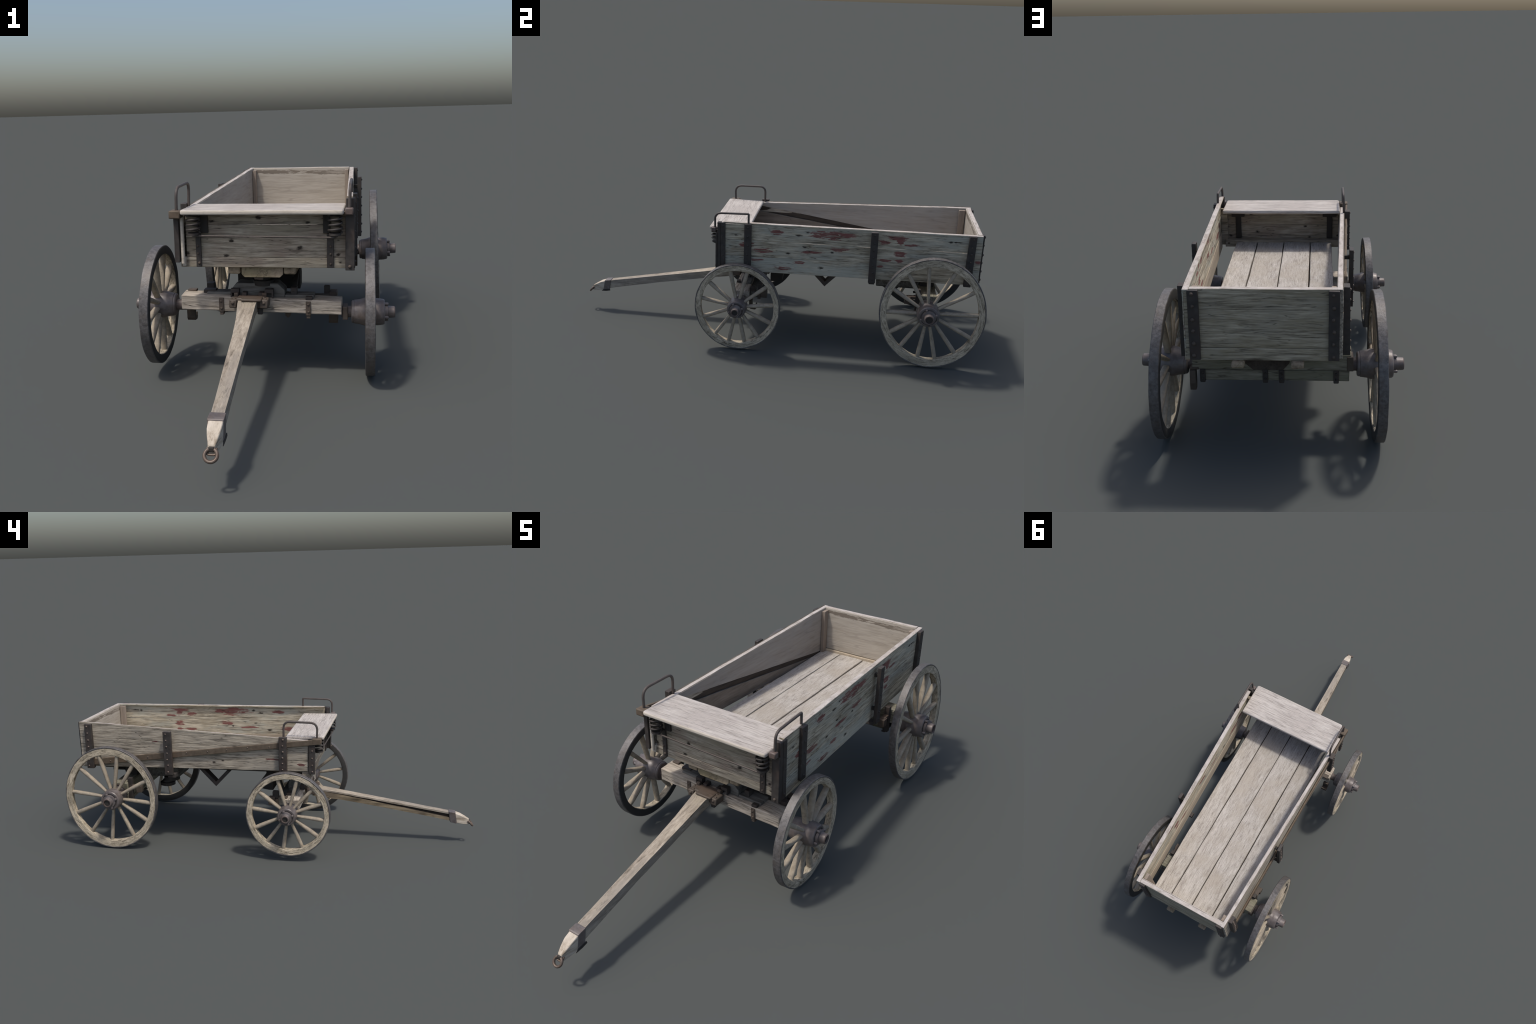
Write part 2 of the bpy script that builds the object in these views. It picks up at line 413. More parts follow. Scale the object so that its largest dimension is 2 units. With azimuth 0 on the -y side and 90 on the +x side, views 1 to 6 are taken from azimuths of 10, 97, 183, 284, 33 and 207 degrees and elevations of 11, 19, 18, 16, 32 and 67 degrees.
rivet_mesh = {}
def rivet(parent, pos, axis, size=0.0042, mat="rust", name="rivet"):
    """Domed rivet head, shared mesh, local +z outwards."""
    if mat not in rivet_mesh:
        bm = bmesh.new()
        lathe(bm, [(-0.5, 1.0), (0.15, 1.0), (0.5, 0.82), (0.75, 0.5), (0.85, 0.15)], (0, 0, 0), (0, 0, 1), 12)
        ob = finish("rivet", bm, mat, root, smooth=True, angle=60)
        rivet_mesh[mat] = ob.data
        bpy.data.objects.remove(ob)
    ob = bpy.data.objects.new(name, rivet_mesh[mat])
    coll.objects.link(ob); ob.parent = parent
    q = Vector((0, 0, 1)).rotation_difference(Vector(axis).normalized())
    k = size * random.uniform(0.85, 1.12)
    ob.matrix_local = Matrix.Translation(Vector(pos)) @ q.to_matrix().to_4x4() @ Matrix.Diagonal((k, k, k * random.uniform(0.8, 1.1), 1))
    return ob


def rivet_row(parent, a, b, n, axis, size=0.0042, jitter=0.0022, mat="rust"):
    a, b = Vector(a), Vector(b)
    for i in range(n):
        p = a.lerp(b, i / (n - 1)) + Vector([random.uniform(-jitter, jitter) if abs(ax) < 0.5 else 0 for ax in axis])
        rivet(parent, p, axis, size, mat)


# ------------------------------------------------------------------ bed: side panels
def lerp(a, b, t): return a + (b - a) * t
YF, YR = -0.215, 0.962                       # front and rear end of the long sides

def px(y):   # outer face of the painted side
    return lerp(0.2920, 0.2558, (y - YF) / (YR - YF))
def nx(y):   # outer face of the plain side
    return lerp(-0.2745, -0.2345, (y - YF) / (YR - YF))

def side_plank(name, fx, sgn, y0, y1, zlo, zhi, thick, mat, seed_rough=0.0009):
    """Long plank: fx(y) outer face, zlo/zhi functions of y."""
    c = [[[None, None], [None, None]], [[None, None], [None, None]]]
    for j, y in enumerate((y0, y1)):
        xs = sorted((fx(y), fx(y) - sgn * thick))
        for i in (0, 1):
            c[i][j][0] = (xs[i], y, zlo(y)); c[i][j][1] = (xs[i], y, zhi(y))
    return block(name, 0, 0, 0, 0, 0, 0, mat, c=c, rough=seed_rough, res=0.014, freq=(9, 9, 30), bevel=0.0016)

const = lambda v: (lambda y: v)
top_n = lambda y: lerp(0.563, 0.615, (y - YF) / (YR - YF))
bot_n = lambda y: lerp(0.414, 0.385, (y - YF) / (YR - YF))
frac_n = lambda f: (lambda y: bot_n(y) + (top_n(y) - bot_n(y)) * f)

G = 0.0004
side_plank("side_plank", px, 1, YF, YR, const(0.376), const(0.450 - G), 0.0045, ["painted"])
side_plank("side_plank", px, 1, YF, YR, const(0.450 + G), const(0.529 - G), 0.0045, ["painted"])
side_plank("side_plank", px, 1, YF, YR, const(0.529 + G), const(0.6035), 0.0045, ["painted"])
side_plank("side_cap", px, 1, YF, YR, const(0.6040), const(0.6120), 0.0195, ["painted", "edge"])
# raw lining strip low on the inside of the painted side
side_plank("inner_rail", lambda y: px(y) - 0.0048, 1, YF + 0.02, YR - 0.03, const(0.3775), const(0.452), 0.0020, ["rail"], 0.0004)

side_plank("side_plank", nx, -1, YF, YR, frac_n(0.0), lambda y: frac_n(0.33)(y) - G, 0.014, ["plain_side"])
side_plank("side_plank", nx, -1, YF, YR, lambda y: frac_n(0.33)(y) + G, lambda y: frac_n(0.67)(y) - G, 0.014, ["plain_side"])
side_plank("side_plank", nx, -1, YF, YR, lambda y: frac_n(0.67)(y) + G, top_n, 0.0185, ["plain_side", "edge"])
# inside of the plain side: pale upper wedge, dark diagonal bar, brown lower wedge
def wedge(name, zlo, zhi, thick, mat, y1=YR - 0.022, swell=0.0):
    side_plank(name, lambda y: nx(y) + 0.0145 + swell * max(0.0, (0.6 - y) / 0.8), -1, YF + 0.005, y1, zlo, zhi, thick, [mat], 0.0005)
dz1 = lambda y: 0.549 - 0.139 * (y + 0.109)
dz0 = lambda y: max(dz1(y) - lerp(0.030, 0.022, (y + 0.2) / 1.1), bot_n(y) + 0.002)
wedge("lining_board", lambda y: dz1(y) + G, lambda y: top_n(y) - 0.003, 0.0050, "inner")
wedge("diagonal_lining", lambda y: dz0(y) + G, lambda y: dz1(y) - G, 0.0040, "dark_wood")
wedge("lining_board", lambda y: bot_n(y) + 0.001, lambda y: dz0(y) - G, 0.0044, "inner_low", swell=0.008)
# thin lip on the outer top edge; its inner face's shade is coloured on top
side_plank("edge_strip", lambda y: nx(y) - 0.0005, -1, -0.08, YR - 0.002, lambda y: top_n(y) - 0.006, lambda y: top_n(y) + 0.0025, 0.0025, ["plain_side", "bar"], 0.0003)

block("end_post", px(0.952) - 0.0190, px(0.952) - 0.0048, 0.9440, 0.9618, 0.4190, 0.6030, ["rear"], rough=0.0005)
block("end_post", 0.2570, 0.2865, -0.2130, -0.1960, 0.3900, 0.5600, ["front"], rough=0.0005)

# ------------------------------------------------------------------ bed: tail, front, floor
block("tail_board", -0.2195, 0.2355, 0.941, 0.9605, 0.4185, 0.6135, ["rear", "edge_x"], rough=0.0011, res=0.012, freq=(9, 12, 34))
block("tail_board", -0.2195, 0.2545, 0.941, 0.9635, 0.3775, 0.4178, ["rear"], rough=0.0011, res=0.012, freq=(9, 12, 34))
block("tail_lining", -0.2185, 0.2345, 0.9365, 0.9405, 0.418, 0.6125, ["rear_in", "edge_x"], rough=0.0005)
block("tail_strip", -0.218, 0.218, 0.928, 0.9395, 0.392, 0.416, ["rail"], rough=0.0005)
for sx, xx in ((1, 0.2325), (-1, -0.2155)):          # inner corner posts at the tail
    x0, x1 = sorted((xx - sx * 0.016, xx))
    block("corner_post", x0, x1, 0.903, 0.934, 0.40, 0.604, ["post"], rough=0.0004)

block("front_board", -0.2685, 0.2685, -0.2265, -0.185, 0.3835, 0.4158, ["front"], rough=0.0010, res=0.012, freq=(9, 12, 30))
block("front_board", -0.249, 0.2695, -0.2245, -0.2185, 0.4165, 0.4800, ["front"], rough=0.0010, res=0.012, freq=(9, 12, 30))
block("front_board", -0.249, 0.2695, -0.2252, -0.2185, 0.4806, 0.5228, ["front"], rough=0.0010, res=0.012, freq=(9, 12, 30))
block("front_board", -0.249, 0.2695, -0.2240, -0.2185, 0.5235, 0.5585, ["front"], rough=0.0010, res=0.012, freq=(9, 12, 30))

seams = (-0.2185, -0.121, -0.0005, 0.1205, 0.2185)
for a, b, dz in zip(seams, seams[1:], (0.0, 0.0012, -0.0010, 0.0006)):
    block("floor_plank", a + 0.0024, b - 0.0024, -0.205, 0.9355, 0.3900 + dz, 0.4055 + dz, ["floor"],
          rough=0.0016, res=0.013, freq=(26, 7, 10), bevel=0.0022)

block("added_gap_sheet", -0.2150, 0.2150, -0.203, 0.934, 0.3868, 0.3885, ["dark_wood"])  # dark sheet added below the planks so the gaps between them look dark

# ------------------------------------------------------------------ under the bed
for x0, x1 in ((-0.115, -0.0745), (0.069, 0.1105)):
    for y0, y1 in ((-0.2155, 0.705), (0.706, 0.983)):
        block("floor_sill", x0, x1, y0, y1, 0.3580, 0.3865 if y0 < 0 else 0.3768, ["sill"], rough=0.0012, res=0.012, freq=(30, 8, 30), bevel=0.006, segs=3)
prism("centre_beam", [(-0.070, 0.3825), (-0.070, 0.3575), (-0.060, 0.3475), (0.056, 0.3475), (0.0665, 0.3575), (0.0665, 0.3825)],
      "y", -0.214, -0.03, ["sill"], bevel=0.002)
prism("tail_bolster", [(-0.069, 0.3825), (-0.069, 0.350), (-0.048, 0.325), (0.048, 0.325), (0.077, 0.350), (0.077, 0.3825)],
      "y", 0.66, 0.925, ["dark_wood"], bevel=0.003)
for x0, x1 in ((0.158, 0.205), (-0.205, -0.158)):    # hanging V irons
    yc, t = 0.262, 0.016
    prism("hanger_iron", [(yc - 0.082, 0.382), (yc, 0.296), (yc + 0.082, 0.382), (yc + 0.082 - t * 1.45, 0.382), (yc, 0.296 + t * 1.5), (yc - 0.082 + t * 1.45, 0.382)],
          "x", x0, x1, ["iron"], bevel=0.001)

# front gear
prism("front_bolster", [(-0.114, 0.262), (-0.114, 0.298), (-0.097, 0.3125), (0.039, 0.3125), (0.063, 0.290), (0.063, 0.259)],
      "y", -0.150, -0.088, ["bolster"], bevel=0.002)
bm = bmesh.new()
lathe(bm, [(0.305, 0.036), (0.322, 0.036), (0.322, 0.024), (0.336, 0.024), (0.336, 0.034), (0.350, 0.034)], (-0.012, -0.125, 0), (0, 0, 1), 28)
finish("king_pin", bm, "dark", smooth=True)
block("pin_tab", -0.03, 0.0, -0.205, -0.15, 0.338, 0.3465, ["rust"])
prism("turning_block", [(-0.012, 0.384), (-0.012, 0.262), (0.010, 0.262), (0.046, 0.268), (0.050, 0.312), (0.022, 0.350), (0.022, 0.384)],
      "x", -0.122, 0.101, ["dark"], bevel=0.002)
for x0 in (-0.118, -0.002):                          # square staples in front of the bolster
    bm = bmesh.new()
    o = [(x0, 0.268), (x0, 0.2965), (x0 + 0.029, 0.2965), (x0 + 0.029, 0.268)]
    i = [(x0 + 0.006, 0.2685), (x0 + 0.006, 0.283), (x0 + 0.023, 0.283), (x0 + 0.023, 0.2685)]
    for ring in (o, i): pass
    def quadstrip(y0, y1):
        V = {}
        for tag, ring in (("o", o), ("i", i)):
            for k, (x, z) in enumerate(ring):
                for yy in (y0, y1): V[tag, k, yy] = bm.verts.new((x, yy, z))
        for k in range(3):
            for yy in (y0, y1): bm.faces.new((V["o", k, yy], V["o", k + 1, yy], V["i", k + 1, yy], V["i", k, yy]))
            for tag in "oi": bm.faces.new((V[tag, k, y0], V[tag, k + 1, y0], V[tag, k + 1, y1], V[tag, k, y1]))
        for k in (0, 3): bm.faces.new((V["o", k, y0], V["o", k, y1], V["i", k, y1], V["i", k, y0]))
    quadstrip(-0.1705, -0.1495)
    finish("staple", bm, "iron", bevel=0.001)

# ------------------------------------------------------------------ axles
c = corners(-0.289, 0.2535, -0.1715, -0.096, 0, 0)
for j in (0, 1):
    y = (-0.1715, -0.096)[j]
    for i, (x, zl, zh) in enumerate(((-0.289, 0.2225, 0.2735), (0.2535, 0.2135, 0.2600))):
        c[i][j] = [(x, y, zl), (x, y, zh)]
faxle = block("front_axle", 0, 0, 0, 0, 0, 0, ["axle"], c=c, rough=0.0016, res=0.012, freq=(12, 20, 30), bevel=0.003)
block("axle_plate", -0.205, -0.11, -0.145, -0.098, 0.268, 0.279, ["bolster"], parent=faxle)
block("axle_plate", 0.064, 0.160, -0.150, -0.098, 0.2585, 0.274, ["bolster"], parent=faxle)
block("axle_block", -0.2205, -0.178, -0.128, -0.098, 0.265, 0.283, ["iron"], parent=faxle)
block("axle_block", -0.226, -0.200, -0.058, -0.030, 0.255, 0.289, ["iron"], parent=faxle)
for x0, x1 in ((-0.240, -0.206), (0.200, 0.232)):
    block("axle_block", x0, x1, -0.042, -0.012, 0.224, 0.262, ["rust"], parent=faxle)
    block("axle_block", x0 + 0.004, x1 - 0.004, -0.057, -0.043, 0.214, 0.250, ["rust"], parent=faxle)
block("axle_block", 0.082, 0.103, -0.1405, -0.112, 0.270, 0.2965, ["iron"], parent=faxle)
prism("axle_strut", [(-0.125, 0.288), (-0.115, 0.298), (0.005, 0.352), (0.005, 0.338), (-0.11, 0.284)], "x", 0.086, 0.100, ["dark"], parent=faxle, bevel=0.001)
block("axle_block", 0.135, 0.157, -0.172, -0.155, 0.262, 0.2735, ["iron"], parent=faxle)
block("axle_block", 0.188, 0.208, -0.058, -0.040, 0.252, 0.284, ["iron"], parent=faxle)
block("axle_block", 0.209, 0.232, -0.095, -0.070, 0.255, 0.272, ["iron"], parent=faxle)
block("axle_block", -0.281, -0.250, -0.112, -0.088, 0.2715, 0.279, ["rust"], parent=faxle)
block("rear_stringer", -0.215, 0.212, -0.094, -0.056, 0.216, 0.258, ["bolster"], rough=0.001)
for x0 in (-0.158, 0.1355):                          # straps on the axle face
    zt = lerp(0.272, 0.258, (x0 + 0.289) / 0.54)
    s = block("axle_strap", x0, x0 + 0.0165, -0.1765, -0.1695, zt - 0.05, zt - 0.002, ["rust"], parent=faxle, rough=0.0003)
    rivet(s, (x0 + 0.008, -0.1765, zt - 0.013), (0, -1, 0), 0.0045)
    rivet(s, (x0 + 0.009, -0.1765, zt - 0.038), (0, -1, 0), 0.0045)
    block("strap_foot", x0 + 0.002, x0 + 0.015, -0.174, -0.15, zt - 0.061, zt - 0.049, ["rust"], parent=faxle)
block("strap_foot", -0.150, -0.136, -0.14, -0.12, 0.208, 0.222, ["rust"], parent=faxle)
prism("strap_foot", [(0.061, 0.214), (0.061, 0.199), (0.071, 0.189), (0.080, 0.199), (0.080, 0.214)], "y", -0.135, -0.115, ["rust"], parent=faxle)
for x0, x1, z1 in ((-0.292, -0.262, 0.272), (0.206, 0.237, 0.262)):   # hooks behind the front axle
    prism("axle_hook", [(-0.096, 0.216), (-0.096, 0.172), (-0.090, 0.162), (-0.066, 0.160), (-0.060, 0.168), (-0.060, 0.186), (-0.066, 0.186), (-0.068, 0.172), (-0.082, 0.174), (-0.082, 0.216)],
          "x", x0, x1, ["rust"], parent=faxle, bevel=0.0015)

raxle = block("rear_axle", -0.2705, 0.2705, 0.709, 0.785, 0.2535, 0.3125, ["rear_axle"], rough=0.0016, res=0.012, freq=(12, 20, 30), bevel=0.003)
block("lower_axle_beam", -0.264, 0.2275, 0.712, 0.782, 0.212, 0.2515, ["rear_axle"], parent=raxle, rough=0.0016, res=0.012, freq=(12, 20, 30), bevel=0.003)
block("rear_bolster", -0.125, 0.15, 0.713, 0.775, 0.3130, 0.372, ["dark"], parent=raxle)
for x in (-0.229, -0.044, 0.011, 0.2255):
    s = block("axle_strap", x, x + 0.0185, 0.781, 0.7885, 0.209, 0.2545, ["iron"], parent=raxle, rough=0.0003)
    rivet(s, (x + 0.009, 0.7885, 0.222), (0, 1, 0), 0.005, "iron")
    rivet(s, (x + 0.009, 0.7885, 0.242), (0, 1, 0), 0.005, "iron")
    block("strap_foot", x + 0.001, x + 0.0175, 0.70, 0.786, 0.205, 0.212, ["iron"], parent=raxle)
bm = bmesh.new(); lathe(bm, [(-0.012, 0.012), (0.010, 0.012)], (0.022, 0.782, 0.262), (0, 1, 0), 16)
finish("axle_bolt", bm, "iron", raxle, smooth=True)
for x0, x1 in ((0.2475, 0.277), (-0.277, -0.2555)):
    block("axle_stop", x0, x1, 0.742, 0.788, 0.253, 0.306 if x0 < 0 else 0.262, ["rust"], parent=raxle)
prism("rear_hook", [(0.765, 0.255), (0.765, 0.200), (0.772, 0.178), (0.792, 0.178), (0.796, 0.205), (0.790, 0.250)], "x", 0.2575, 0.2785, ["rust"], parent=raxle)
for x0, x1 in ((-0.258, -0.236), (0.236, 0.258)):    # side clips ahead of the rear axle
    block("axle_clip", x0, x1, 0.655, 0.705, 0.285, 0.299, ["rust"], parent=raxle)
    block("axle_clip", x0 - 0.004, x1 + 0.004, 0.640, 0.668, 0.262, 0.296, ["rust"], parent=raxle)
    block("axle_clip", x0, x1, 0.690, 0.7115, 0.215, 0.335, ["iron"], parent=raxle)
prism("reach_slab", [(-0.055, 0.357), (-0.055, 0.298), (-0.045, 0.286), (0.11, 0.282), (0.125, 0.295), (0.125, 0.357)], "y", 0.508, 0.712, ["bolster"], bevel=0.004)
block("cross_bearer", -0.06, 0.13, 0.462, 0.510, 0.3455, 0.3575, ["dark"])
bm = bmesh.new(); lathe(bm, [(0.262, 0.030), (0.266, 0.042), (0.284, 0.042)], (-0.02, 0.560, 0), (0, 0, 1), 28)
finish("turn_plate", bm, "iron", smooth=True)
bm = bmesh.new(); lathe(bm, [(0.232, 0.030), (0.236, 0.040), (0.251, 0.040), (0.254, 0.030), (0.264, 0.026)], (-0.02, 0.585, 0), (0, 0, 1), 28)
finish("turn_plate", bm, "iron", smooth=True)
bm = bmesh.new(); lathe(bm, [(0, 0.006), (0.05, 0.006), (0.05, 0.010), (0.062, 0.010)], (-0.10, 0.79, 0.336), (0, 1, 0), 12)
finish("bolster_pin", bm, "dark", smooth=True)

# ------------------------------------------------------------------ wheels
def make_wheel(label, centre, Ry, Rz, ty, tz, angles, camber, yaw, out, rear, hub_dy=0.0):
    """Wheel in local coordinates: local +x points outwards, y/z in the wheel plane."""
    sgn = 1 if out > 0 else -1
    k = 1.0 if not rear else 1.12
    H = Vector((0, hub_dy * sgn, 0))            # the hub sits a little off the rim's centre
    W = 0.0150
    wood_r = 0.0042
    n = 96
    def ell(bm, x, ry, rz):
        return [bm.verts.new((x, ry * math.cos(i * math.tau / n), rz * math.sin(i * math.tau / n))) for i in range(n)]
    def skin(bm, A, B, mi=0):
        for i in range(n):
            f = bm.faces.new((A[i], A[(i + 1) % n], B[(i + 1) % n], B[i])); f.material_index = mi
    # felloe ring (wooden), slightly wavy faces
    bm = bmesh.new()
    oy, oz, iy, iz = Ry - wood_r, Rz - wood_r, Ry - ty, Rz - tz
    prof = [(-W + 0.001, oy, oz), (-W + 0.001, (oy + iy) / 2, (oz + iz) / 2), (-W + 0.001, iy + .002, iz + .002), (-W + 0.003, iy, iz),
            (W - 0.003, iy, iz), (W - 0.0008, iy + .0022, iz + .0022), (W, (oy + iy) / 2, (oz + iz) / 2), (W - 0.0004, oy, oz)]
    rings = [ell(bm, *p) for p in prof]
    for a in range(len(rings)):
        skin(bm, rings[a], rings[(a + 1) % len(rings)])
    off = random.uniform(0, 50)
    for v in bm.verts:
        d = noise.noise_vector(v.co * 28 + Vector((off, 0, 0))) * 0.0011
        v.co += d
    wheel = finish("wheel", bm, ["felloe"], smooth=True, angle=40)
    # tyre: outer band, wrapped over onto the inner face of the felloe
    bm = bmesh.new()
    prof = [(-W - 0.0006, iy + 0.0015, iz + 0.0015, 1), (-W - 0.0010, Ry - 0.003, Rz - 0.003, 0), (-W + 0.0012, Ry, Rz, 0), (W - 0.0012, Ry, Rz, 0),
            (W + 0.0006, Ry - 0.0018, Rz - 0.0018, 0), (W - 0.0002, Ry - 0.0058, Rz - 0.0058, 0), (-W + 0.0020, Ry - 0.0058, Rz - 0.0058, 0), (-W + 0.0020, iy + 0.0015, iz + 0.0015, 1)]
    rings = [ell(bm, *p[:3]) for p in prof]
    for a in range(len(rings)):
        skin(bm, rings[a], rings[(a + 1) % len(rings)], 1 if a in (0, 6, 7) else 0)
    for v in bm.verts:
        v.co += noise.noise_vector(v.co * 22 + Vector((off, 3, 0))) * 0.0010
    finish("tyre", bm, ["tyre", "inside_rim"], wheel, smooth=True, angle=40)
    # hub
    bm = bmesh.new()
    lathe(bm, [(p * k, r * k) for p, r in ((-0.061, 0.022), (-0.0612, 0.0345), (-0.058, 0.0375), (-0.053, 0.0378), (-0.0515, 0.0395), (-0.032, 0.0420), (-0.020, 0.0462),
                (-0.012, 0.0462), (0.012, 0.0462), (0.018, 0.0445), (0.022, 0.0450), (0.034, 0.0440), (0.0445, 0.0420), (0.0475, 0.0395), (0.0480, 0.033), (0.0455, 0.0315), (0.045, 0.024))],
          H, (1, 0, 0), 44)
    hub = finish("hub", bm, "hub", wheel, smooth=True, angle=28)
    bm = bmesh.new()
    e = 0.0905 if rear else 0.0815
    R = 0.0215 if rear else 0.0190
    h = 0.052 * k
    lathe(bm, [(h - 0.006, 0.026 * k), (h - 0.004, 0.028 * k), (h + 0.006, 0.028 * k), (h + 0.007, R + 0.001), (e - 0.003, R), (e, R - 0.002), (e, R - 0.0058), (e - 0.006, R - 0.0066)],
          H, (1, 0, 0), 32, mat_of=lambda i: 1 if i < 4 else 0)
    nut = finish("axle_nut", bm, ["nut", "hub"], wheel, smooth=True, angle=30)
    bm = bmesh.new(); lathe(bm, [(e - 0.0062, R - 0.0068), (e - 0.0045, R - 0.0072)], H, (1, 0, 0), 24)
    finish("recess_dark_disc", bm, "dark", nut, smooth=True)  # dark disc added in the nut's hollow end to make it look deeper
    for a in range(4):
        th = a * math.pi / 2 + 0.35
        for lug in (0,):
            bm = bmesh.new()
            p = H + Vector((h + 0.001, math.cos(th) * 0.0315 * k, math.sin(th) * 0.0315 * k))
            lathe(bm, [(-0.006, 0.0052), (0.004, 0.0055), (0.007, 0.004)], p, (1, 0, 0), 10)
            finish("nut_lug", bm, "hub", nut, smooth=True)
    # axle stub towards the beam
    bm = bmesh.new()
    s0 = -0.100 if rear else -0.094
    lathe(bm, [(s0, 0.0235 if rear else 0.019), (-0.055 * k, 0.0235 if rear else 0.019)], H, (1, 0, 0), 28)
    finish("axle_stub", bm, "nut", wheel, smooth=True)
    if not rear and sgn > 0:
        bm = hexa(corners(-0.090, -0.073, -0.026, 0.026, -0.022, 0.022), 0.05)
        finish("axle_collar", bm, "rust", wheel, bevel=0.002)
    # spokes: tapered club shape, local z along the spoke
    r0 = 0.040 * k
    L = 1.0
    bm = bmesh.new()
    prof = [(0.0, 0.0066, 0.0118), (0.12, 0.0067, 0.0118), (0.3, 0.0076, 0.0120), (0.55, 0.0085, 0.0120), (0.78, 0.0091, 0.0115), (0.92, 0.0088, 0.0108), (1.0, 0.0078, 0.0095)]
    seg = 14; rings = []
    for t, wy, wx in prof:
        ring = []
        for i in range(seg):
            a = i * math.tau / seg; ca, sa = math.cos(a), math.sin(a)
            sq = lambda q: math.copysign(abs(q) ** 0.75, q)
            ring.append(bm.verts.new((sq(ca) * wx, sq(sa) * wy * (1.04 if rear else 1.0), t)))
        rings.append(ring)
    for A, B in zip(rings, rings[1:]):
        for i in range(seg): bm.faces.new((A[i], A[(i + 1) % seg], B[(i + 1) % seg], B[i]))
    bm.faces.new(rings[0]); bm.faces.new(rings[-1])
    proto = finish("spoke", bm, "spoke", wheel, smooth=True, angle=60)
    mesh = proto.data
    for j, adeg in enumerate(angles):
        a = math.radians(adeg)
        d = Vector((0, math.cos(a) * (Ry - ty * 0.85), math.sin(a) * (Rz - tz * 0.85)))
        if sgn < 0: d.y = -d.y
        d -= H
        r1 = d.length
        d.normalize()
        sp = proto if j == 0 else bpy.data.objects.new("spoke", mesh)
        if j: coll.objects.link(sp); sp.parent = wheel
        side = Vector((1, 0, 0)); t = d.cross(side)
        rot = Matrix((side, t, d)).transposed()
        vary = random.uniform(0.93, 1.1)
        rot4 = rot.to_4x4() @ Matrix.Diagonal((random.uniform(0.95, 1.08), vary, r1 - r0, 1))
        sp.matrix_local = Matrix.Translation(H + d * r0 + Vector((random.uniform(-.0012, .0012), 0, 0))) @ rot4
    # place: outwards axis tilts by camber, yaw turns about z
    m = Matrix.Translation(Vector(centre)) @ Matrix.Rotation(yaw + (math.pi if sgn < 0 else 0), 4, "Z") @ Matrix.Rotation(-camber, 4, "Y")
    wheel.matrix_local = m
    return wheel

make_wheel("rear right", (0.3566, 0.7615, 0.2640), 0.2380, 0.2605, 0.033, 0.0385,
           (2, 31, 65, 99, 126, 152, 182, 208, 231, 257, 279, 305, 332), 0.036, 0.0, 1, True, -0.0185)
make_wheel("front right", (0.3455, -0.1348, 0.2170), 0.2015, 0.2125, 0.029, 0.031,
           (6, 37, 75, 102, 141, 170, 200, 233, 257, 282, 305, 336), 0.006, 0.02, 1, False)
make_wheel("rear left", (-0.3585, 0.7600, 0.2630), 0.2385, 0.2605, 0.033, 0.0385,
           (6, 41, 76, 103, 128, 155, 185, 210, 240, 274, 305, 337), 0.010, 0.015, -1, True, -0.0130)
make_wheel("front left", (-0.3755, -0.1340, 0.2312), 0.2005, 0.2046, 0.029, 0.031,
           (7, 37, 74, 105, 133, 160, 187, 216, 247, 278, 306, 335), 0.012, 0.012, -1, False)

# ------------------------------------------------------------------ draw pole
# stations along the pole: y, centre x, half width, top z, bottom z
stations = [(-0.205, -0.0515, 0.0330, 0.2710, 0.2300), (-0.240, -0.0515, 0.0305, 0.2655, 0.2240), (-0.34, -0.0425, 0.0255, 0.2485, 0.2100),
            (-0.46, -0.0345, 0.0218, 0.2280, 0.1905), (-0.62, -0.0272, 0.0198, 0.2010, 0.1630), (-0.78, -0.0185, 0.0180, 0.1742, 0.1335), (-0.886, -0.0130, 0.0168, 0.1565, 0.1135)]
tip_st = [(-0.886, -0.0130, 0.0166, 0.1563, 0.1137), (-0.908, -0.0120, 0.0188, 0.1535, 0.1060), (-0.930, -0.0112, 0.0178, 0.1465, 0.1010), (-0.953, -0.0100, 0.0135, 0.1340, 0.0970),
          (-0.973, -0.0090, 0.0085, 0.1215, 0.0955)]
def pole(name, st, mats, sub=8, groove=False):
    """Tapered square pole; groove: a dark slot on the -x side, widening towards the tip."""
    pts = []
    for a, b in zip(st, st[1:]):
        for i in range(sub):
            t = i / sub; pts.append(tuple(lerp(p, q, t) for p, q in zip(a, b)))
    pts.append(st[-1])
    bm = bmesh.new(); rings = []
    m = 4
    for y, x, w, zt, zb in pts:
        h = zt - zb
        t = min(1, max(0, (-0.25 - y) / 0.62))
        g1, g0 = zt - h * 0.20, zt - h * lerp(0.24, 0.60, t)     # slot top and bottom
        d = 0.012 * min(1, t * 4) if groove else 0.0
        loop = [(-w * (0.93 if groove else 1), zb), (w * (0.9 if groove else 1), zb), (w, zt), (-w, zt), (-w, g1), (-w + d, g1), (-w + d, g0), (-w, g0)]
        ring = []
        for e in range(8):
            (xa, za), (xb, zb2) = loop[e], loop[(e + 1) % 8]
            k = m if e in (0, 1, 2, 7) else 1
            for i in range(k):
                p = Vector((x + lerp(xa, xb, i / k), y, lerp(za, zb2, i / k)))
                p += noise.noise_vector(Vector((p.x * 40, p.y * 9, p.z * 40))) * 0.0010
                ring.append(bm.verts.new(p))
        rings.append(ring)
    q = len(rings[0])
    for A, B in zip(rings, rings[1:]):
        for i in range(q):
            f = bm.faces.new((A[i], A[(i + 1) % q], B[(i + 1) % q], B[i]))
            if groove and i in (13, 14, 15): f.material_index = 1
            elif groove and (i < 4 or i >= 16): f.material_index = 2
    bm.faces.new(rings[0]); bm.faces.new(rings[-1])
    return finish(name, bm, mats, smooth=True, bevel=0.0025)
tongue = pole("draw_pole", stations, ["tongue", "dark_wood", "tongue_low"], groove=True)
tip = pole("pole_tip", tip_st, ["tongue_tip"], 4)
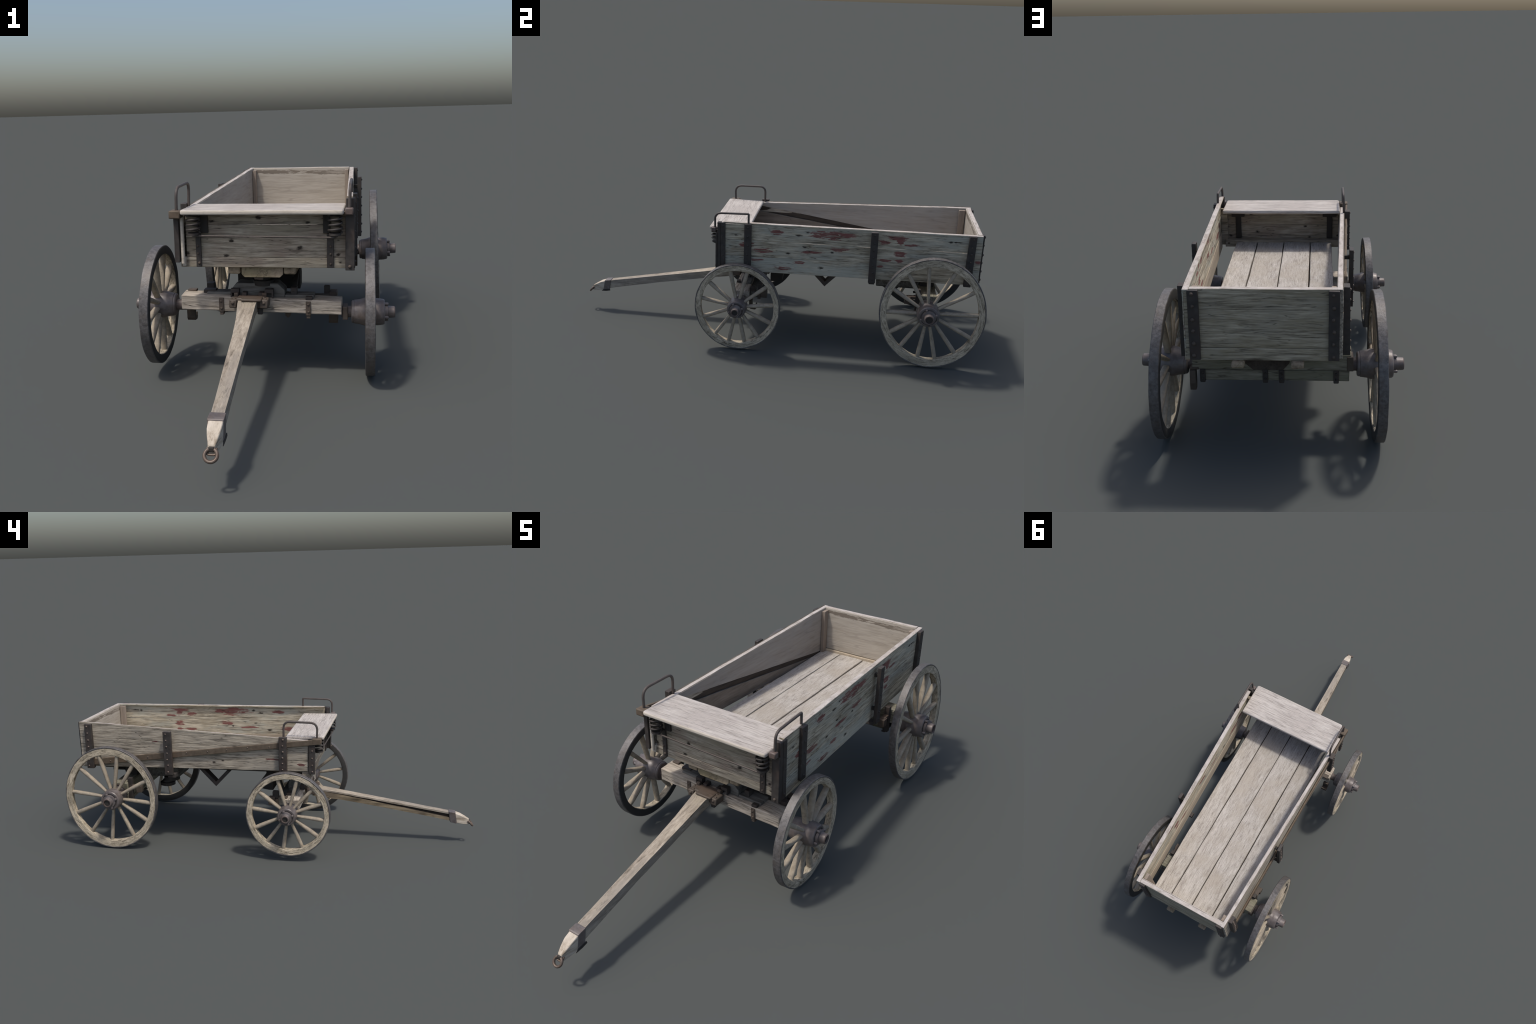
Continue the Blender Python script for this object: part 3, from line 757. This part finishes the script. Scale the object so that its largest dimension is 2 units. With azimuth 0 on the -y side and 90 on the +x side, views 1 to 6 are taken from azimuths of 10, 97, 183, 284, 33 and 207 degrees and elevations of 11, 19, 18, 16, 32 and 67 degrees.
# iron band around the pole
bm = bmesh.new(); rings = []
for y, w, zt, zb in ((-0.873, 0.0192, 0.1610, 0.1085), (-0.877, 0.0205, 0.1615, 0.1070), (-0.903, 0.0212, 0.1580, 0.1020), (-0.907, 0.0200, 0.1565, 0.1030)):
    lean = 0.0
    rings.append([bm.verts.new((-0.0128 + sx * w, y + (0.0 if sz > 0 else -0.010), zt if sz > 0 else zb)) for sx, sz in ((-1, -1), (1, -1), (1, 1), (-1, 1))])
for A, B in zip(rings, rings[1:]):
    for i in range(4): bm.faces.new((A[i], A[(i + 1) % 4], B[(i + 1) % 4], B[i]))
bm.faces.new(rings[0]); bm.faces.new(rings[-1])
finish("pole_band", bm, "hub", tongue, bevel=0.0015)
prism("band_tail", [(-0.880, 0.112), (-0.915, 0.1085), (-0.926, 0.0975), (-0.900, 0.0985), (-0.878, 0.103)], "x", 0.0070, 0.0095, ["iron"], tongue, bevel=0.0008)
# ring and eye at the tip
rc, rr = Vector((-0.0090, -0.9825, 0.1015)), 0.0155
ax1 = Vector((1, 0, 0)); ax2 = Vector((0, -0.62, -0.78)).normalized()
tube("pole_ring", [rc + (ax1 * math.cos(i * math.tau / 32) + ax2 * math.sin(i * math.tau / 32)) * rr for i in range(32)], 0.0045, "ring", tongue, 10, closed=True)
tube("ring_eye", fillet([(-0.020, -0.966, 0.113), (-0.020, -0.977, 0.100), (0.002, -0.977, 0.100), (0.002, -0.966, 0.113)], 0.006), 0.0028, "ring", tongue, 8)
block("ring_seat", -0.0165, -0.0015, -0.978, -0.964, 0.106, 0.119, ["dark"], parent=tongue, bevel=0.003)
# hinge where the pole meets the axle
hinge = block("pole_hinge", -0.090, -0.006, -0.216, -0.172, 0.2435, 0.2775, ["rust"], rough=0.0012, bevel=0.004)
block("hinge_plate", -0.073, -0.004, -0.232, -0.168, 0.2695, 0.2775, ["rust"], parent=hinge, rough=0.0008, bevel=0.003)
for x0, x1 in ((-0.114, -0.088), (-0.012, 0.0165)):
    e = block("hinge_ear", x0, x1, -0.224, -0.178, 0.2445, 0.2735, ["rust"], parent=hinge, rough=0.001, bevel=0.004)
    rivet(e, ((x0 + x1) / 2, -0.2235, 0.263), (0, -1, 0), 0.0062)
    rivet(e, ((x0 + x1) / 2 + 0.004, -0.212, 0.2735), (0, 0, 1), 0.0048)
    rivet(e, ((x0 + x1) / 2 - 0.004, -0.193, 0.2735), (0, 0, 1), 0.0045)
for x0, x1 in ((-0.104, -0.090), (-0.009, 0.006)):
    prism("hinge_lug", [(-0.182, 0.270), (-0.186, 0.284), (-0.178, 0.288), (-0.168, 0.284), (-0.168, 0.270)], "x", x0, x1, ["rust"], hinge, bevel=0.002)
for x0, x1 in ((-0.078, -0.062), (-0.022, -0.008)):
    block("hinge_tab", x0, x1, -0.178, -0.150, 0.272, 0.2865, ["iron"], parent=hinge)
block("hinge_foot", -0.0215, -0.0045, -0.208, -0.192, 0.220, 0.246, ["iron"], parent=hinge, bevel=0.003)

# ------------------------------------------------------------------ seat
bm = bmesh.new()
nx_, ny_ = 70, 24
X0, X1, Y0, Y1 = -0.2515, 0.2665, -0.2865, -0.1040
def seat_pt(u, v, top):
    x, y = lerp(X0, X1, u), lerp(Y0, Y1, v)
    zt = lerp(0.5790, 0.5765, v) + 0.0006 * noise.noise(Vector((x * 8, y * 30, 1)))
    zb = zt - 0.0160
    # rounded front corners
    for cx, s in ((X0, 1), (X1, -1)):
        r = 0.011
        dx = (x - cx) * s
        if dx < r and y - Y0 < r:
            d = Vector((dx - r, (y - Y0) - r))
            if d.length > r * 0.999:
                d = d.normalized() * r
                x = cx + s * (d.x + r); y = Y0 + d.y + r
    return Vector((x, y, zt if top else zb))
grid = {}
for t in (0, 1):
    for i in range(nx_ + 1):
        for j in range(ny_ + 1):
            grid[t, i, j] = bm.verts.new(seat_pt(i / nx_, j / ny_, t == 1))
for t in (0, 1):
    for i in range(nx_):
        for j in range(ny_):
            bm.faces.new((grid[t, i, j], grid[t, i + 1, j], grid[t, i + 1, j + 1], grid[t, i, j + 1]))
for i in range(nx_):
    for j, mi in ((0, 1), (ny_, 0)):
        bm.faces.new((grid[0, i, j], grid[0, i + 1, j], grid[1, i + 1, j], grid[1, i, j])).material_index = mi
for j in range(ny_):
    for i in (0, nx_):
        bm.faces.new((grid[0, i, j], grid[0, i, j + 1], grid[1, i, j + 1], grid[1, i, j]))
seat = finish("seat_board", bm, ["seat", "seat_edge"], smooth=True, bevel=0.0055, segs=4, weld=False)
for x in (-0.245, 0.10):
    pass
for x0, x1 in ((-0.238, -0.176), (0.180, 0.238)):
    block("seat_bracket", x0, x1, -0.2180, -0.198, 0.522, 0.5640, ["dark"], parent=seat)
    block("seat_bracket", (x0 + x1) / 2 - 0.012, (x0 + x1) / 2 + 0.012, -0.2182, -0.208, 0.418, 0.5215, ["dark"], parent=seat)
block("seat_bracket", -0.199, -0.173, -0.233, -0.2235, 0.497, 0.5640, ["dark"], parent=seat)
block("seat_bracket", 0.199, 0.221, -0.233, -0.2235, 0.497, 0.5640, ["dark"], parent=seat)
for xc in (-0.2145, 0.2385):                          # coil springs under the seat
    pts = []
    turns, steps = 3.6, 84
    for i in range(steps + 1):
        t = i / steps; a = t * turns * math.tau
        r = 0.0215 - 0.004 * t if False else 0.0205
        pts.append((xc + math.cos(a) * r, -0.259 + math.sin(a) * r, 0.5040 + t * 0.056))
    tube("seat_spring", pts, 0.0038, "iron", seat, 8)
    bm = bmesh.new(); lathe(bm, [(0.494, 0.010), (0.4955, 0.019), (0.503, 0.019)], (xc, -0.259, 0), (0, 0, 1), 20)
    finish("spring_foot", bm, "iron", seat, smooth=True)
rod = fillet([(-0.216, -0.242, 0.4930), (-0.219, -0.262, 0.4930), (0.236, -0.268, 0.4895), (0.243, -0.244, 0.4895)], 0.008)
tube("seat_rod", rod, 0.0032, "rod", seat, 8)
for x0, x1 in ((-0.2155, -0.1985), (0.2105, 0.2315)):
    s = block("front_strap", x0, x1, -0.2325, -0.2240, 0.3850, 0.4960, ["iron"], rough=0.0004)
    for z in (0.398, 0.430, 0.455):
        rivet(s, ((x0 + x1) / 2 + random.uniform(-.002, .002), -0.2325, z), (0, -1, 0), 0.0045)

# handles either side of the seat
hl = tube("seat_handle", fillet([(-0.2685, -0.2565, 0.566), (-0.2665, -0.2585, 0.6475), (-0.2655, -0.0985, 0.6500), (-0.2685, -0.0985, 0.566)], [0.036, 0.032], 8), 0.0052, "rod", None, 10)
hr = tube("seat_handle", fillet([(0.2830, -0.2555, 0.570), (0.2850, -0.2555, 0.6500), (0.2835, -0.0985, 0.6540), (0.2845, -0.0985, 0.600)], [0.030, 0.005], 8), 0.0050, "rod", None, 10)
block("handle_foot", 0.2695, 0.2955, -0.2715, -0.2500, 0.5600, 0.5825, ["nut"], parent=hr, bevel=0.004)
bar_c = corners(0, 0, 0, 0, 0, 0)
for j, (y, zt, zb) in enumerate(((-0.2765, 0.5755, 0.5505), (0.915, 0.4240, 0.3920))):
    xo = nx(y) - (0.001 if y > 0 else 0.004)
    for i, x in enumerate((xo - 0.009, xo)):
        bar_c[i][j] = [(x, y, zb), (x, y, zt)]
diag = block("diagonal_bar", 0, 0, 0, 0, 0, 0, ["bar"], c=bar_c, rough=0.0009, res=0.015, bevel=0.002)
rivet_row(diag, (nx(-0.05) - 0.0115, -0.03, 0.530), (nx(0.75) - 0.0095, 0.80, 0.423), 9, (-1, 0, 0), 0.003, 0.004, mat="rivet")
block("bar_end", -0.289, -0.2515, -0.2790, -0.2360, 0.5500, 0.5760, ["bar"], parent=diag, bevel=0.004)

# ------------------------------------------------------------------ iron straps on the box
# painted side
s = block("side_strap", 0.2890, 0.3020, -0.1155, -0.0825, 0.400, 0.6085, ["iron"], rough=0.0004)
rivet_row(s, (0.3020, -0.098, 0.594), (0.3020, -0.099, 0.420), 5, (1, 0, 0), 0.0045, mat="iron")
s = block("side_stake", 0.2870, 0.3025, 0.4645, 0.4970, 0.3680, 0.6100, ["iron"], rough=0.0004)
rivet_row(s, (0.3025, 0.481, 0.598), (0.3025, 0.481, 0.382), 7, (1, 0, 0), 0.0042, mat="iron")
block("stake_foot", 0.250, 0.2870, 0.468, 0.494, 0.3560, 0.3735, ["iron"], parent=s)
for z in (0.42, 0.565):
    block("stake_spacer", 0.269, 0.2872, 0.474, 0.488, z, z + 0.014, ["dark"], parent=s)
c = corners(0, 0, 0, 0, 0, 0)
for k, (z, dy) in enumerate(((0.3720, -0.004), (0.6125, 0.0))):
    for j, y in enumerate((0.9005, 0.9330)):
        c[0][j][k] = (0.2570, y + dy, z); c[1][j][k] = (0.2745, y + dy, z)
s = block("side_strap", 0, 0, 0, 0, 0, 0, ["iron"], c=c, rough=0.0004)
rivet_row(s, (0.2745, 0.917, 0.598), (0.2745, 0.913, 0.385), 7, (1, 0, 0), 0.0042, mat="rust")
# front corner irons, painted side
s = block("corner_iron", 0.2695, 0.2985, -0.2505, -0.2430, 0.3815, 0.5580, ["iron"], rough=0.0004)
rivet(s, (0.2835, -0.2505, 0.394), (0, -1, 0), 0.006)
block("corner_iron", 0.2715, 0.2975, -0.2425, -0.2260, 0.3840, 0.6085, ["iron"], rough=0.0004)
s = block("corner_iron", 0.2900, 0.2990, -0.2255, -0.2050, 0.3840, 0.6090, ["iron"], rough=0.0004)
rivet_row(s, (0.2990, -0.215, 0.592), (0.2990, -0.215, 0.405), 5, (1, 0, 0), 0.0040, mat="iron")
# plain side
s = block("side_strap", -0.2935, -0.2720, -0.1155, -0.0785, 0.405, 0.5790, ["iron"], rough=0.0004)
rivet_row(s, (-0.2935, -0.098, 0.570), (-0.2935, -0.097, 0.424), 6, (-1, 0, 0), 0.0044, mat="rivet")
s = block("side_stake", -0.2855, -0.2700, 0.4580, 0.4990, 0.3700, 0.5880, ["iron"], rough=0.0004)
rivet_row(s, (-0.2855, 0.486, 0.578), (-0.2855, 0.480, 0.386), 7, (-1, 0, 0), 0.0044, mat="rivet")
block("stake_foot", -0.2705, -0.230, 0.448, 0.490, 0.352, 0.372, ["iron"], parent=s)
for z in (0.42, 0.55):
    block("stake_spacer", -0.2702, -0.250, 0.474, 0.488, z, z + 0.014, ["dark"], parent=s)
c = corners(0, 0, 0, 0, 0, 0)
for k, (z, x0) in enumerate(((0.3800, -0.2595), (0.6080, -0.2560))):
    for j, y in enumerate((0.8895, 0.9255)):
        c[0][j][k] = (x0, y, z); c[1][j][k] = (-0.2345, y, z)
s = block("side_strap", 0, 0, 0, 0, 0, 0, ["iron"], c=c, rough=0.0004)
rivet_row(s, (-0.2565, 0.910, 0.597), (-0.2595, 0.912, 0.392), 7, (-1, 0, 0), 0.0044, mat="rivet")
s = block("corner_iron", -0.2830, -0.2660, -0.2480, -0.2190, 0.4020, 0.5520, ["iron"], rough=0.0005)
rivet_row(s, (-0.2830, -0.235, 0.550), (-0.2830, -0.235, 0.415), 5, (-1, 0, 0), 0.0042, mat="rivet")
bm = bmesh.new(); lathe(bm, [(0.398, 0.0065), (0.556, 0.0065)], (-0.2575, -0.238, 0), (0, 0, 1), 14)
finish("corner_pin", bm, "seat_edge", smooth=True)
block("corner_block", -0.262, -0.250, -0.2340, -0.2150, 0.388, 0.4165, ["seat_edge"])
# tail
for x0, x1, dx in ((0.2055, 0.2390, 0.001), (-0.2240, -0.1905, -0.001)):
    s = block("tail_strap", x0, x1, 0.9600, 0.9715, 0.3815, 0.6115, ["iron"], rough=0.0006)
    xm = (x0 + x1) / 2 + 0.002
    rivet_row(s, (xm, 0.9715, 0.599), (xm, 0.9715, 0.396), 6, (0, 1, 0), 0.0062, 0.002, mat="rust")
